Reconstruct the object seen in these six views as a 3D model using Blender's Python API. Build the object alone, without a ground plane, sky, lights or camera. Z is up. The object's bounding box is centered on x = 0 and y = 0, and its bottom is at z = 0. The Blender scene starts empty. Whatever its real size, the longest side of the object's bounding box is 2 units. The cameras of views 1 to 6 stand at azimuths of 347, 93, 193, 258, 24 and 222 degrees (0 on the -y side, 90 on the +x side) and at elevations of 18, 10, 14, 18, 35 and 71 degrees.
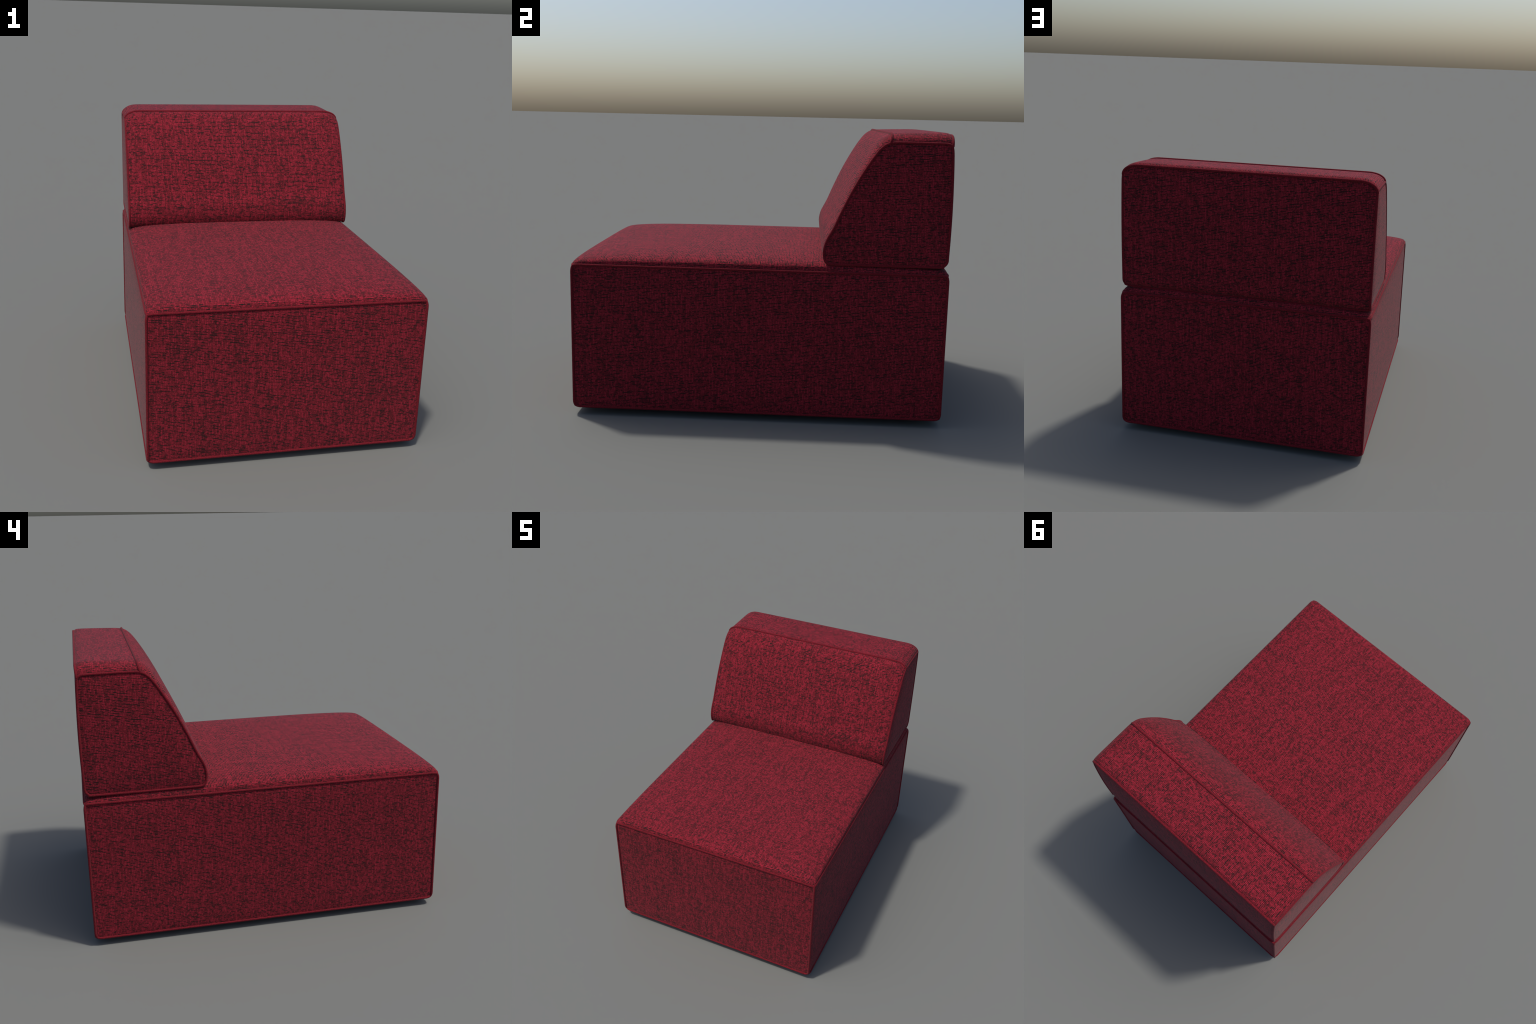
"""Armless upholstered lounge chair: piped box base, wedge backrest, tweed cover."""
import bpy, math
import numpy as np
from mathutils import Vector

# ------------------------------------------------------------------ sizes
PIPE_R = 0.0072                    # radius of the corded seams
BX, BY = 0.7032, 0.9920              # base: half width / half depth at the seam
BZ0, BZ1 = 0.045, 0.832            # base: bottom and top seam heights
PULL, PULL_LEN = 0.0055, 0.030      # how far the seams draw in at box corners
SX = 0.696                         # backrest: half width at the side seams
ARCH_Z, SHOULDER_Z = 1.556, 1.512  # backrest: top seam mid height / at the side


# ------------------------------------------------------------------ helpers
def smooth_curve(ctrl, n):
    """Catmull-Rom through control points, resampled to n even steps."""
    p = np.array(ctrl, float)
    p = np.vstack([2 * p[0] - p[1], p, 2 * p[-1] - p[-2]])
    out = []
    for i in range(1, len(p) - 2):
        a, b, c, d = p[i - 1:i + 3]
        for t in np.linspace(0, 1, 24, endpoint=False):
            out.append(0.5 * (2 * b + (c - a) * t + (2 * a - 5 * b + 4 * c - d) * t ** 2
                              + (3 * b - a - 3 * c + d) * t ** 3))
    out.append(p[-2])
    return resample(np.array(out), n)


def resample(pts, n, spacing=None):
    seg = np.linalg.norm(np.diff(pts, axis=0), axis=1)
    s = np.concatenate([[0], np.cumsum(seg)])
    q = (np.linspace(0, 1, n) if spacing is None else spacing) * s[-1]
    return np.stack([np.interp(q, s, pts[:, k]) for k in range(pts.shape[1])], 1)


def edge_spacing(n, k=0.75):
    """Steps 0..1 that crowd towards both ends, where the padding rolls over."""
    t = np.linspace(0, 1, n)
    return (1 - k) * t + k * (0.5 - 0.5 * np.cos(math.pi * t))


def pillow(t, p, q):
    """0 at t=0 and 1, 1 in the middle; p flattens the middle, q steepens the edge."""
    a = np.abs(2 * t - 1)
    return np.clip(1 - a ** p, 0, 1) ** (1 / q)


def mesh_object(name, verts, faces, mat, parent):
    me = bpy.data.meshes.new(name)
    me.from_pydata([tuple(v) for v in verts], [], faces)
    me.update()
    me.polygons.foreach_set("use_smooth", [True] * len(me.polygons))
    me.materials.append(mat)
    ob = bpy.data.objects.new(name, me)
    bpy.context.collection.objects.link(ob)
    ob.parent = parent
    return ob


def grid_faces(nu, nv, start=0, flip=False):
    f = []
    for i in range(nu - 1):
        for j in range(nv - 1):
            a = start + i * nv + j
            q = (a, a + nv, a + nv + 1, a + 1)
            f.append(q[::-1] if flip else q)
    return f


class Shell:
    """Collects several sewn panels into one mesh."""
    def __init__(self):
        self.v, self.f = [], []

    def add(self, verts, faces):
        o = len(self.v)
        self.v += list(verts)
        self.f += [tuple(i + o for i in q) for q in faces]

    def build(self, name, mat, parent):
        return mesh_object(name, self.v, self.f, mat, parent)


def coons(south, north, west, east, bulge_u, bulge_v, height, direction=None, box=False):
    """Patch between four seam curves, stuffed outwards along its normal."""
    nu, nv = len(south), len(west)
    su, sv = edge_spacing(nu), edge_spacing(nv)
    south, north = resample(south, nu, su), resample(north, nu, su)
    west, east = resample(west, nv, sv), resample(east, nv, sv)
    U, V = su[:, None, None], sv[None, :, None]
    S = ((1 - V) * south[:, None] + V * north[:, None] + (1 - U) * west[None] + U * east[None]
         - ((1 - U) * (1 - V) * south[0] + U * (1 - V) * south[-1]
            + (1 - U) * V * north[0] + U * V * north[-1]))
    if box:                     # flat panel that only draws in at its four corners
        n = np.array(direction, float)
        axis = int(np.argmax(np.abs(n)))
        near = [np.clip((h - np.abs(S[:, :, a] - c)) / PULL_LEN, 0, 1)
                for a, h, c in zip(range(3), (BX - PULL, BY - PULL, (BZ1 - BZ0) / 2 - PULL),
                                   (0, 0, (BZ0 + BZ1) / 2)) if a != axis]
        plane = np.max(np.abs(west[:, axis] - (0, 0, (BZ0 + BZ1) / 2)[axis]))
        S[:, :, axis] = ((0, 0, (BZ0 + BZ1) / 2)[axis]
                         + np.sign(n[axis]) * (plane - PULL * ((1 - near[0]) * (1 - near[1])) ** 2.2))
    if direction is None:
        du, dv = np.gradient(S, axis=0), np.gradient(S, axis=1)
        n = np.cross(du, dv)
        n /= np.linalg.norm(n, axis=2, keepdims=True) + 1e-12
    else:
        n = np.array(direction, float)[None, None]
    b = pillow(su, *bulge_u)[:, None] * pillow(sv, *bulge_v)[None]
    S = S + n * (height * b)[:, :, None]
    return S.reshape(-1, 3), grid_faces(nu, nv)


def tube(name, path, radius, mat, parent, closed=False, sides=12):
    """Corded piping along a seam."""
    p = np.array(path, float)
    if closed:
        t = np.roll(p, -1, 0) - np.roll(p, 1, 0)
    else:
        t = np.gradient(p, axis=0)
    t /= np.linalg.norm(t, axis=1, keepdims=True)
    nrm = np.zeros_like(p)
    ref = np.array([1.0, 0, 0]) if abs(t[0][0]) < 0.7 else np.array([0, 0, 1.0])
    for i in range(len(p)):
        ref = ref - t[i] * ref.dot(t[i])
        ref /= np.linalg.norm(ref)
        nrm[i] = ref
    bi = np.cross(t, nrm)
    a = np.linspace(0, 2 * math.pi, sides, endpoint=False)
    ring = (p[:, None] + radius * (np.cos(a)[None, :, None] * nrm[:, None]
                                   + np.sin(a)[None, :, None] * bi[:, None]))
    n = len(p)
    faces = []
    for i in range(n if closed else n - 1):
        k = (i + 1) % n
        for j in range(sides):
            l = (j + 1) % sides
            faces.append((i * sides + j, i * sides + l, k * sides + l, k * sides + j))
    if not closed:
        faces.append(tuple(range(sides - 1, -1, -1)))
        faces.append(tuple((n - 1) * sides + j for j in range(sides)))
    return mesh_object(name, ring.reshape(-1, 3), faces, mat, parent)


# ------------------------------------------------------------------ materials
WEAVE = (0.36, 0.10, 0.42, 0.10, 0.34, 0.30, 0.05)
BASE_TONE = 0.50
STOPS = [(0.20, (0.013, 0.008, 0.008)), (0.36, (0.055, 0.008, 0.010)),
         (0.52, (0.136, 0.010, 0.016)), (0.80, (0.300, 0.017, 0.034))]
CLOTH_ROUGH, CLOTH_SPEC, CLOTH_SHEEN = 0.9, 0.10, 0.055


class Nodes:
    def __init__(self, name):
        self.mat = bpy.data.materials.new(name)
        self.mat.use_nodes = True
        self.t = self.mat.node_tree
        self.bsdf = self.t.nodes["Principled BSDF"]

    def put(self, sock, val):
        if isinstance(val, bpy.types.NodeSocket):
            self.t.links.new(val, sock)
        else:
            sock.default_value = val

    def math(self, op, a, b=0.0, clamp=False):
        n = self.t.nodes.new("ShaderNodeMath")
        n.operation, n.use_clamp = op, clamp
        self.put(n.inputs[0], a)
        self.put(n.inputs[1], b)
        return n.outputs[0]

    def lerp(self, a, b, f):
        return self.math("ADD", self.math("MULTIPLY", a, self.math("SUBTRACT", 1.0, f)),
                         self.math("MULTIPLY", b, f))

    def vec(self, x, y, z=0.0):
        n = self.t.nodes.new("ShaderNodeCombineXYZ")
        for k, v in enumerate((x, y, z)):
            self.put(n.inputs[k], v)
        return n.outputs[0]

    def noise(self, vec, detail=0.0, rough=0.5):
        n = self.t.nodes.new("ShaderNodeTexNoise")
        n.noise_dimensions = "3D"
        n.inputs["Scale"].default_value = 1.0
        n.inputs["Detail"].default_value = detail
        n.inputs["Roughness"].default_value = rough
        self.t.links.new(vec, n.inputs["Vector"])
        return n.outputs["Fac"]

    def ramp(self, fac, stops):
        n = self.t.nodes.new("ShaderNodeValToRGB")
        e = n.color_ramp.elements
        while len(e) < len(stops):
            e.new(0.5)
        for el, (pos, col) in zip(e, stops):
            el.position, el.color = pos, (*col, 1)
        self.t.links.new(fac, n.inputs[0])
        return n.outputs[0]

    def cloth_coords(self, turn_top):
        """Lay the weave flat on whichever way a panel mainly faces."""
        tc = self.t.nodes.new("ShaderNodeTexCoord")
        p = self.t.nodes.new("ShaderNodeSeparateXYZ")
        n = self.t.nodes.new("ShaderNodeSeparateXYZ")
        self.t.links.new(tc.outputs["Object"], p.inputs[0])
        self.t.links.new(tc.outputs["Normal"], n.inputs[0])
        x, y, z = p.outputs
        ax, ay, az = [self.math("ABSOLUTE", o) for o in n.outputs]
        is_z = self.math("GREATER_THAN", az, self.math("MAXIMUM", ax, ay))
        is_x = self.math("MULTIPLY", self.math("GREATER_THAN", ax, ay),
                         self.math("SUBTRACT", 1.0, is_z))
        s = self.lerp(x, y, is_x)
        t = self.lerp(z, y, is_z)
        if turn_top:
            s, t = self.lerp(s, y, is_z), self.lerp(t, x, is_z)
        side = self.math("SIGN", self.math("ADD", self.math("ADD", n.outputs[0], n.outputs[1]), n.outputs[2]))
        w = self.math("ADD", self.math("MULTIPLY", side, 3.7),
                      self.math("ADD", self.math("MULTIPLY", is_x, 11.3), self.math("MULTIPLY", is_z, 23.9)))
        return s, t, w


def tweed(name, turn_top=False):
    """Heathered weave: red ground with thin dark weft slubs, paler warp streaks and
    a bright fleck at single thread crossings."""
    m = Nodes(name)
    s, t, w = m.cloth_coords(turn_top)
    k = m.math("MULTIPLY", w, 5.0)

    def field(fu, fv, off, detail=0.0):
        n = m.noise(m.vec(m.math("MULTIPLY", s, fu), m.math("MULTIPLY", t, fv),
                          m.math("ADD", k, off)), detail)
        return m.math("SUBTRACT", n, 0.5)
    def threads(along, across, pitch, length, wander, seed):
        """Parallel threads: (thread crest profile, tone along each thread)."""
        x = m.math("ADD", m.math("MULTIPLY", across, 1.0 / pitch),
                   m.math("MULTIPLY", field(16.0, 16.0, seed), wander))
        x = m.math("ADD", x, m.math("MULTIPLY", field(70.0, 70.0, seed + 2), wander * 0.5))
        i = m.math("FLOOR", x)
        h = m.t.nodes.new("ShaderNodeTexWhiteNoise")
        h.noise_dimensions = "2D"
        m.t.links.new(m.vec(i, m.math("ADD", k, seed)), h.inputs["Vector"])
        h = h.outputs["Value"]
        f = m.math("SUBTRACT", m.math("MULTIPLY", m.math("FRACT", x), 2.0), 1.0)
        crest = m.math("SUBTRACT", 1.0, m.math("MULTIPLY", f, f))
        tone = m.noise(m.vec(m.math("MULTIPLY", m.math("ADD", along, m.math("MULTIPLY", h, 90.0)), length),
                             m.math("MULTIPLY", h, 71.0), m.math("ADD", k, seed + 5)), 1.0)
        slow = m.noise(m.vec(m.math("MULTIPLY", m.math("ADD", along, m.math("MULTIPLY", h, 70.0)), length * 0.13),
                             m.math("MULTIPLY", h, 37.0), m.math("ADD", k, seed + 8)))
        tone = m.lerp(tone, slow, 0.24)      # some threads stay dark or pale for a long run
        return crest, tone

    def mask(x, lo, hi):
        return m.math("DIVIDE", m.math("SUBTRACT", x, lo), hi - lo, clamp=True)

    weft, weft_tone = threads(s, t, 0.0082, 56.0, 0.9, 11.0)
    warp, warp_tone = threads(t, s, 0.0084, 42.0, 0.9, 51.0)
    terms = [
        (m.math("MULTIPLY", m.math("MULTIPLY", weft, weft), mask(weft_tone, 0.46, 0.59)), -WEAVE[0]),   # dark slubs
        (m.math("MULTIPLY", m.math("SUBTRACT", 1.0, weft), mask(warp_tone, 0.40, 0.70)), WEAVE[1]),     # red crossings
        (m.math("MULTIPLY", m.math("MULTIPLY", warp, m.math("SUBTRACT", 1.15, weft)),
                mask(warp_tone, 0.43, 0.59)), WEAVE[2]),                                                # pale upright threads
        (m.math("MULTIPLY", m.math("SUBTRACT", 1.0, warp), mask(weft_tone, 0.50, 0.35)), -WEAVE[3]),    # gaps between them
        (field(260.0, 300.0, 120), WEAVE[4]),
        (field(420.0, 420.0, 150), WEAVE[5]),
        (field(60.0, 7.0, 90), WEAVE[6]),
    ]
    v = BASE_TONE
    for f, g in terms:
        v = m.math("ADD", m.math("MULTIPLY", f, g), v)
    col = m.ramp(v, STOPS)
    m.put(m.bsdf.inputs["Base Color"], col)
    m.bsdf.inputs["Roughness"].default_value = CLOTH_ROUGH
    m.bsdf.inputs["Specular IOR Level"].default_value = CLOTH_SPEC
    m.bsdf.inputs["Sheen Weight"].default_value = CLOTH_SHEEN
    m.bsdf.inputs["Sheen Roughness"].default_value = 0.45
    b = m.t.nodes.new("ShaderNodeBump")
    b.inputs["Strength"].default_value = 0.25
    b.inputs["Distance"].default_value = 0.003
    m.t.links.new(v, b.inputs["Height"])
    m.t.links.new(b.outputs[0], m.bsdf.inputs["Normal"])
    return m.mat


def cord(name):
    m = Nodes(name)
    tc = m.t.nodes.new("ShaderNodeTexCoord")
    sc = m.t.nodes.new("ShaderNodeMapping")
    sc.inputs["Scale"].default_value = (260, 260, 260)
    m.t.links.new(tc.outputs["Object"], sc.inputs[0])
    v = m.noise(sc.outputs[0], 1.0)
    col = m.ramp(v, [(0.30, (0.075, 0.006, 0.009)), (0.55, (0.135, 0.008, 0.014)), (0.75, (0.19, 0.010, 0.020))])
    m.put(m.bsdf.inputs["Base Color"], col)
    m.bsdf.inputs["Roughness"].default_value = CLOTH_ROUGH
    m.bsdf.inputs["Specular IOR Level"].default_value = CLOTH_SPEC
    m.bsdf.inputs["Sheen Weight"].default_value = CLOTH_SHEEN
    m.bsdf.inputs["Sheen Roughness"].default_value = 0.45
    b = m.t.nodes.new("ShaderNodeBump")
    b.inputs["Strength"].default_value = 0.25
    b.inputs["Distance"].default_value = 0.002
    m.t.links.new(v, b.inputs["Height"])
    m.t.links.new(b.outputs[0], m.bsdf.inputs["Normal"])
    return m.mat


def plain(name, rgb, rough):
    m = Nodes(name)
    tc = m.t.nodes.new("ShaderNodeTexCoord")
    sc = m.t.nodes.new("ShaderNodeMapping")
    sc.inputs["Scale"].default_value = (60, 60, 60)
    m.t.links.new(tc.outputs["Object"], sc.inputs[0])
    col = m.ramp(m.noise(sc.outputs[0], 2.0), [(0.3, tuple(c * 0.8 for c in rgb)), (0.7, rgb)])
    m.put(m.bsdf.inputs["Base Color"], col)
    m.bsdf.inputs["Roughness"].default_value = rough
    return m.mat


FABRIC = tweed("red_tweed")
FABRIC_BACK = tweed("red_tweed_turned", turn_top=True)
CORD = cord("red_piping_cord")
BLACK = plain("black_plastic", (0.02, 0.02, 0.02), 0.5)

# ------------------------------------------------------------------ chair
chair = bpy.data.objects.new("lounge_chair", None)
bpy.context.collection.objects.link(chair)
chair["label"] = "armless red tweed lounge chair with wedge backrest"
chair["category"] = "chair"


# ---- base -----------------------------------------------------------------
def corner_pull(s, half):
    """Inward draw of a seam close to its ends."""
    d = np.clip((half - np.abs(s)) / PULL_LEN, 0, 1)
    return PULL * (1 - d) ** 2.2


def box_edge(axis, sy, sz, n=160):
    """Seam along one axis of the box at signs (sy, sz) of the other two axes."""
    half = (BX, BY, (BZ1 - BZ0) / 2)
    mid = (0, 0, (BZ0 + BZ1) / 2)
    h = half[axis] - PULL
    s = edge_spacing(n, 0.9) * 2 * h - h
    pull = corner_pull(s, h)
    p = np.zeros((n, 3))
    others = [a for a in range(3) if a != axis]
    p[:, axis] = s + mid[axis]
    for a, sg in zip(others, (sy, sz)):
        p[:, a] = mid[a] + sg * (half[a] - pull)
    return p


EX = {(y, z): box_edge(0, y, z) for y in (-1, 1) for z in (-1, 1)}
EY = {(x, z): box_edge(1, x, z) for x in (-1, 1) for z in (-1, 1)}
EZ = {(x, y): box_edge(2, x, y) for x in (-1, 1) for y in (-1, 1)}

walls = Shell()
soft = (8.0, 1.2)               # flat panel, eased down at its seams
walls.add(*coons(EX[-1, -1], EX[-1, 1], EZ[-1, -1], EZ[1, -1], soft, soft, 0.006, (0, -1, 0), True))          # front
walls.add(*coons(EX[1, -1][::-1], EX[1, 1][::-1], EZ[1, 1], EZ[-1, 1], soft, soft, 0.004, (0, 1, 0), True))   # rear
walls.add(*coons(EY[1, -1], EY[1, 1], EZ[1, -1], EZ[1, 1], soft, soft, 0.0070, (1, 0, 0), True))               # side
walls.add(*coons(EY[-1, -1][::-1], EY[-1, 1][::-1], EZ[-1, 1], EZ[-1, -1], soft, soft, 0.0070, (-1, 0, 0), True))
walls.add(*coons(EX[1, -1], EX[-1, -1], EY[-1, -1][::-1], EY[1, -1][::-1], soft, soft, 0.002, (0, 0, -1), True))  # underside
base = walls.build("seat_base", FABRIC, chair)

top = Shell()
top.add(*coons(EX[-1, 1], EX[1, 1], EY[-1, 1], EY[1, 1], (3.5, 4), (3.5, 4), 0.072, (0, 0, 1), True))
top.build("seat_top", FABRIC, base)

for sx in (-1, 1):
    loop = np.vstack([EY[sx, -1][:-1], EZ[sx, 1][:-1], EY[sx, 1][::-1][:-1], EZ[sx, -1][::-1][:-1]])
    tube("piping", loop, PIPE_R, CORD, base, closed=True)
for key in EX:
    tube("piping", EX[key], PIPE_R, CORD, base)

for sx in (-1, 1):
    for sy in (-1, 1):
        prof = [(0.0, 0.0), (0.034, 0.0), (0.038, 0.004), (0.038, 0.050), (0.0, 0.050)]
        n = 32
        vs, fs = [], []
        for r, z in prof:
            for i in range(n):
                a = 2 * math.pi * i / n
                vs.append((sx * 0.52 + r * math.cos(a), sy * 0.80 + r * math.sin(a), z))
        for k in range(len(prof) - 1):
            for i in range(n):
                j = (i + 1) % n
                fs.append((k * n + i, k * n + j, (k + 1) * n + j, (k + 1) * n + i))
        mesh_object("foot", vs, fs, BLACK, base)

# ---- backrest ---------------------------------------------------------------
# side seam in (depth, height): belly up the slanted front, over the top, down the rear
FRONT = [(0.40, 0.876), (0.370, 0.878), (0.351, 0.892), (0.343, 0.925), (0.345, 0.960), (0.358, 1.004),
         (0.391, 1.066), (0.432, 1.160), (0.484, 1.268), (0.540, 1.368), (0.583, 1.436), (0.613, 1.476),
         (0.640, 1.499), (0.664, 1.510)]
TOP = [(0.664, 1.510), (0.700, 1.5125), (0.800, 1.513), (0.930, 1.512), (0.962, 1.508), (0.974, 1.496)]
REAR = [(0.974, 1.496), (0.979, 1.460), (0.984, 1.345), (0.987, 1.210), (0.987, 1.080), (0.984, 0.940),
        (0.981, 0.900), (0.960, 0.876)]
BOTTOM = [(0.960, 0.876), (0.80, 0.8755), (0.639, 0.875), (0.40, 0.876)]
SEG = [smooth_curve(c, n) for c, n in ((FRONT, 110), (TOP, 60), (REAR, 90), (BOTTOM, 60))]


def at_side(yz, sx):
    return np.column_stack([np.full(len(yz), sx * SX), yz])


def arch(p_end, y_mid, z_mid=ARCH_Z, n=160):
    """Seam across the back, turning into the side seam at rounded shoulders."""
    u = np.sin(np.linspace(-1, 1, n) * math.pi / 2)
    x = SX * u
    a = np.clip((np.abs(x) - 0.60) / (SX - 0.60), 0, 1)
    drop = 1 - np.clip(1 - a ** 2.2, 0, 1) ** 0.5
    z = z_mid + (p_end[1] - z_mid) * drop
    y = y_mid + (p_end[0] - y_mid) * drop
    return np.column_stack([x, y, z])


def straight(p, n=140):
    x = edge_spacing(n) * 2 * SX - SX
    return np.column_stack([x, np.full(n, p[0]), np.full(n, p[1])])


L = [at_side(s, -1) for s in SEG]
R = [at_side(s, 1) for s in SEG]
front_arch = arch(SEG[1][0], 0.672)
rear_arch = arch(SEG[2][0], 0.978, ARCH_Z - 0.005)
rear_hem = arch(SEG[3][0], 0.967, 0.868)
front_hem = straight(SEG[3][-1])

body = Shell()
body.add(*coons(rear_hem[::-1], rear_arch[::-1], R[2][::-1], L[2][::-1], (4, 2), (4, 2), 0.002, (0, 1, 0)))
body.add(*coons(rear_hem, front_hem, L[3], R[3], (3, 2), (3, 2), -0.035))
ctr = np.array([0.72, 1.16])
outline = np.vstack([s[:-1] for s in SEG])
for sx in (-1, 1):
    rings = 1 - edge_spacing(40) ** 1.0
    rings = np.sin(np.linspace(0, 1, 44) * math.pi / 2)[::-1]
    vs = []
    for r in rings[:-1]:
        yz = ctr + (outline - ctr) * r
        vs += [(sx * (SX + 0.011 * (1 - r ** 5) ** 0.8), q[0], q[1]) for q in yz]
    n = len(outline)
    vs.append((sx * (SX + 0.011), *ctr))
    fs = []
    for k in range(len(rings) - 2):
        for i in range(n):
            j = (i + 1) % n
            q = (k * n + i, k * n + j, (k + 1) * n + j, (k + 1) * n + i)
            fs.append(q if sx < 0 else q[::-1])
    k = len(rings) - 2
    for i in range(n):
        q = (k * n + i, k * n + (i + 1) % n, len(vs) - 1)
        fs.append(q if sx < 0 else q[::-1])
    body.add(vs, fs)
back = body.build("backrest", FABRIC_BACK, chair)

cushion = Shell()
cushion.add(*coons(front_hem, front_arch, L[0], R[0], (6, 1.6), (4, 1.3), 0.015))
cushion.build("front_panel", FABRIC_BACK, back)
crown = Shell()
crown.add(*coons(front_arch, rear_arch, L[1], R[1], (4, 1.3), (3, 1.3), 0.003))
crown.build("top_panel", FABRIC_BACK, back)

for side in (L, R):
    tube("piping", np.vstack([s[:-1] for s in side]), PIPE_R, CORD, back, closed=True)
for path, lift in ((front_arch, (0, -0.001, 0.001)), (rear_arch, (0, 0.002, 0.002)), (rear_hem, (0, 0.001, 0))):
    tube("piping", path + np.array(lift), PIPE_R, CORD, back)
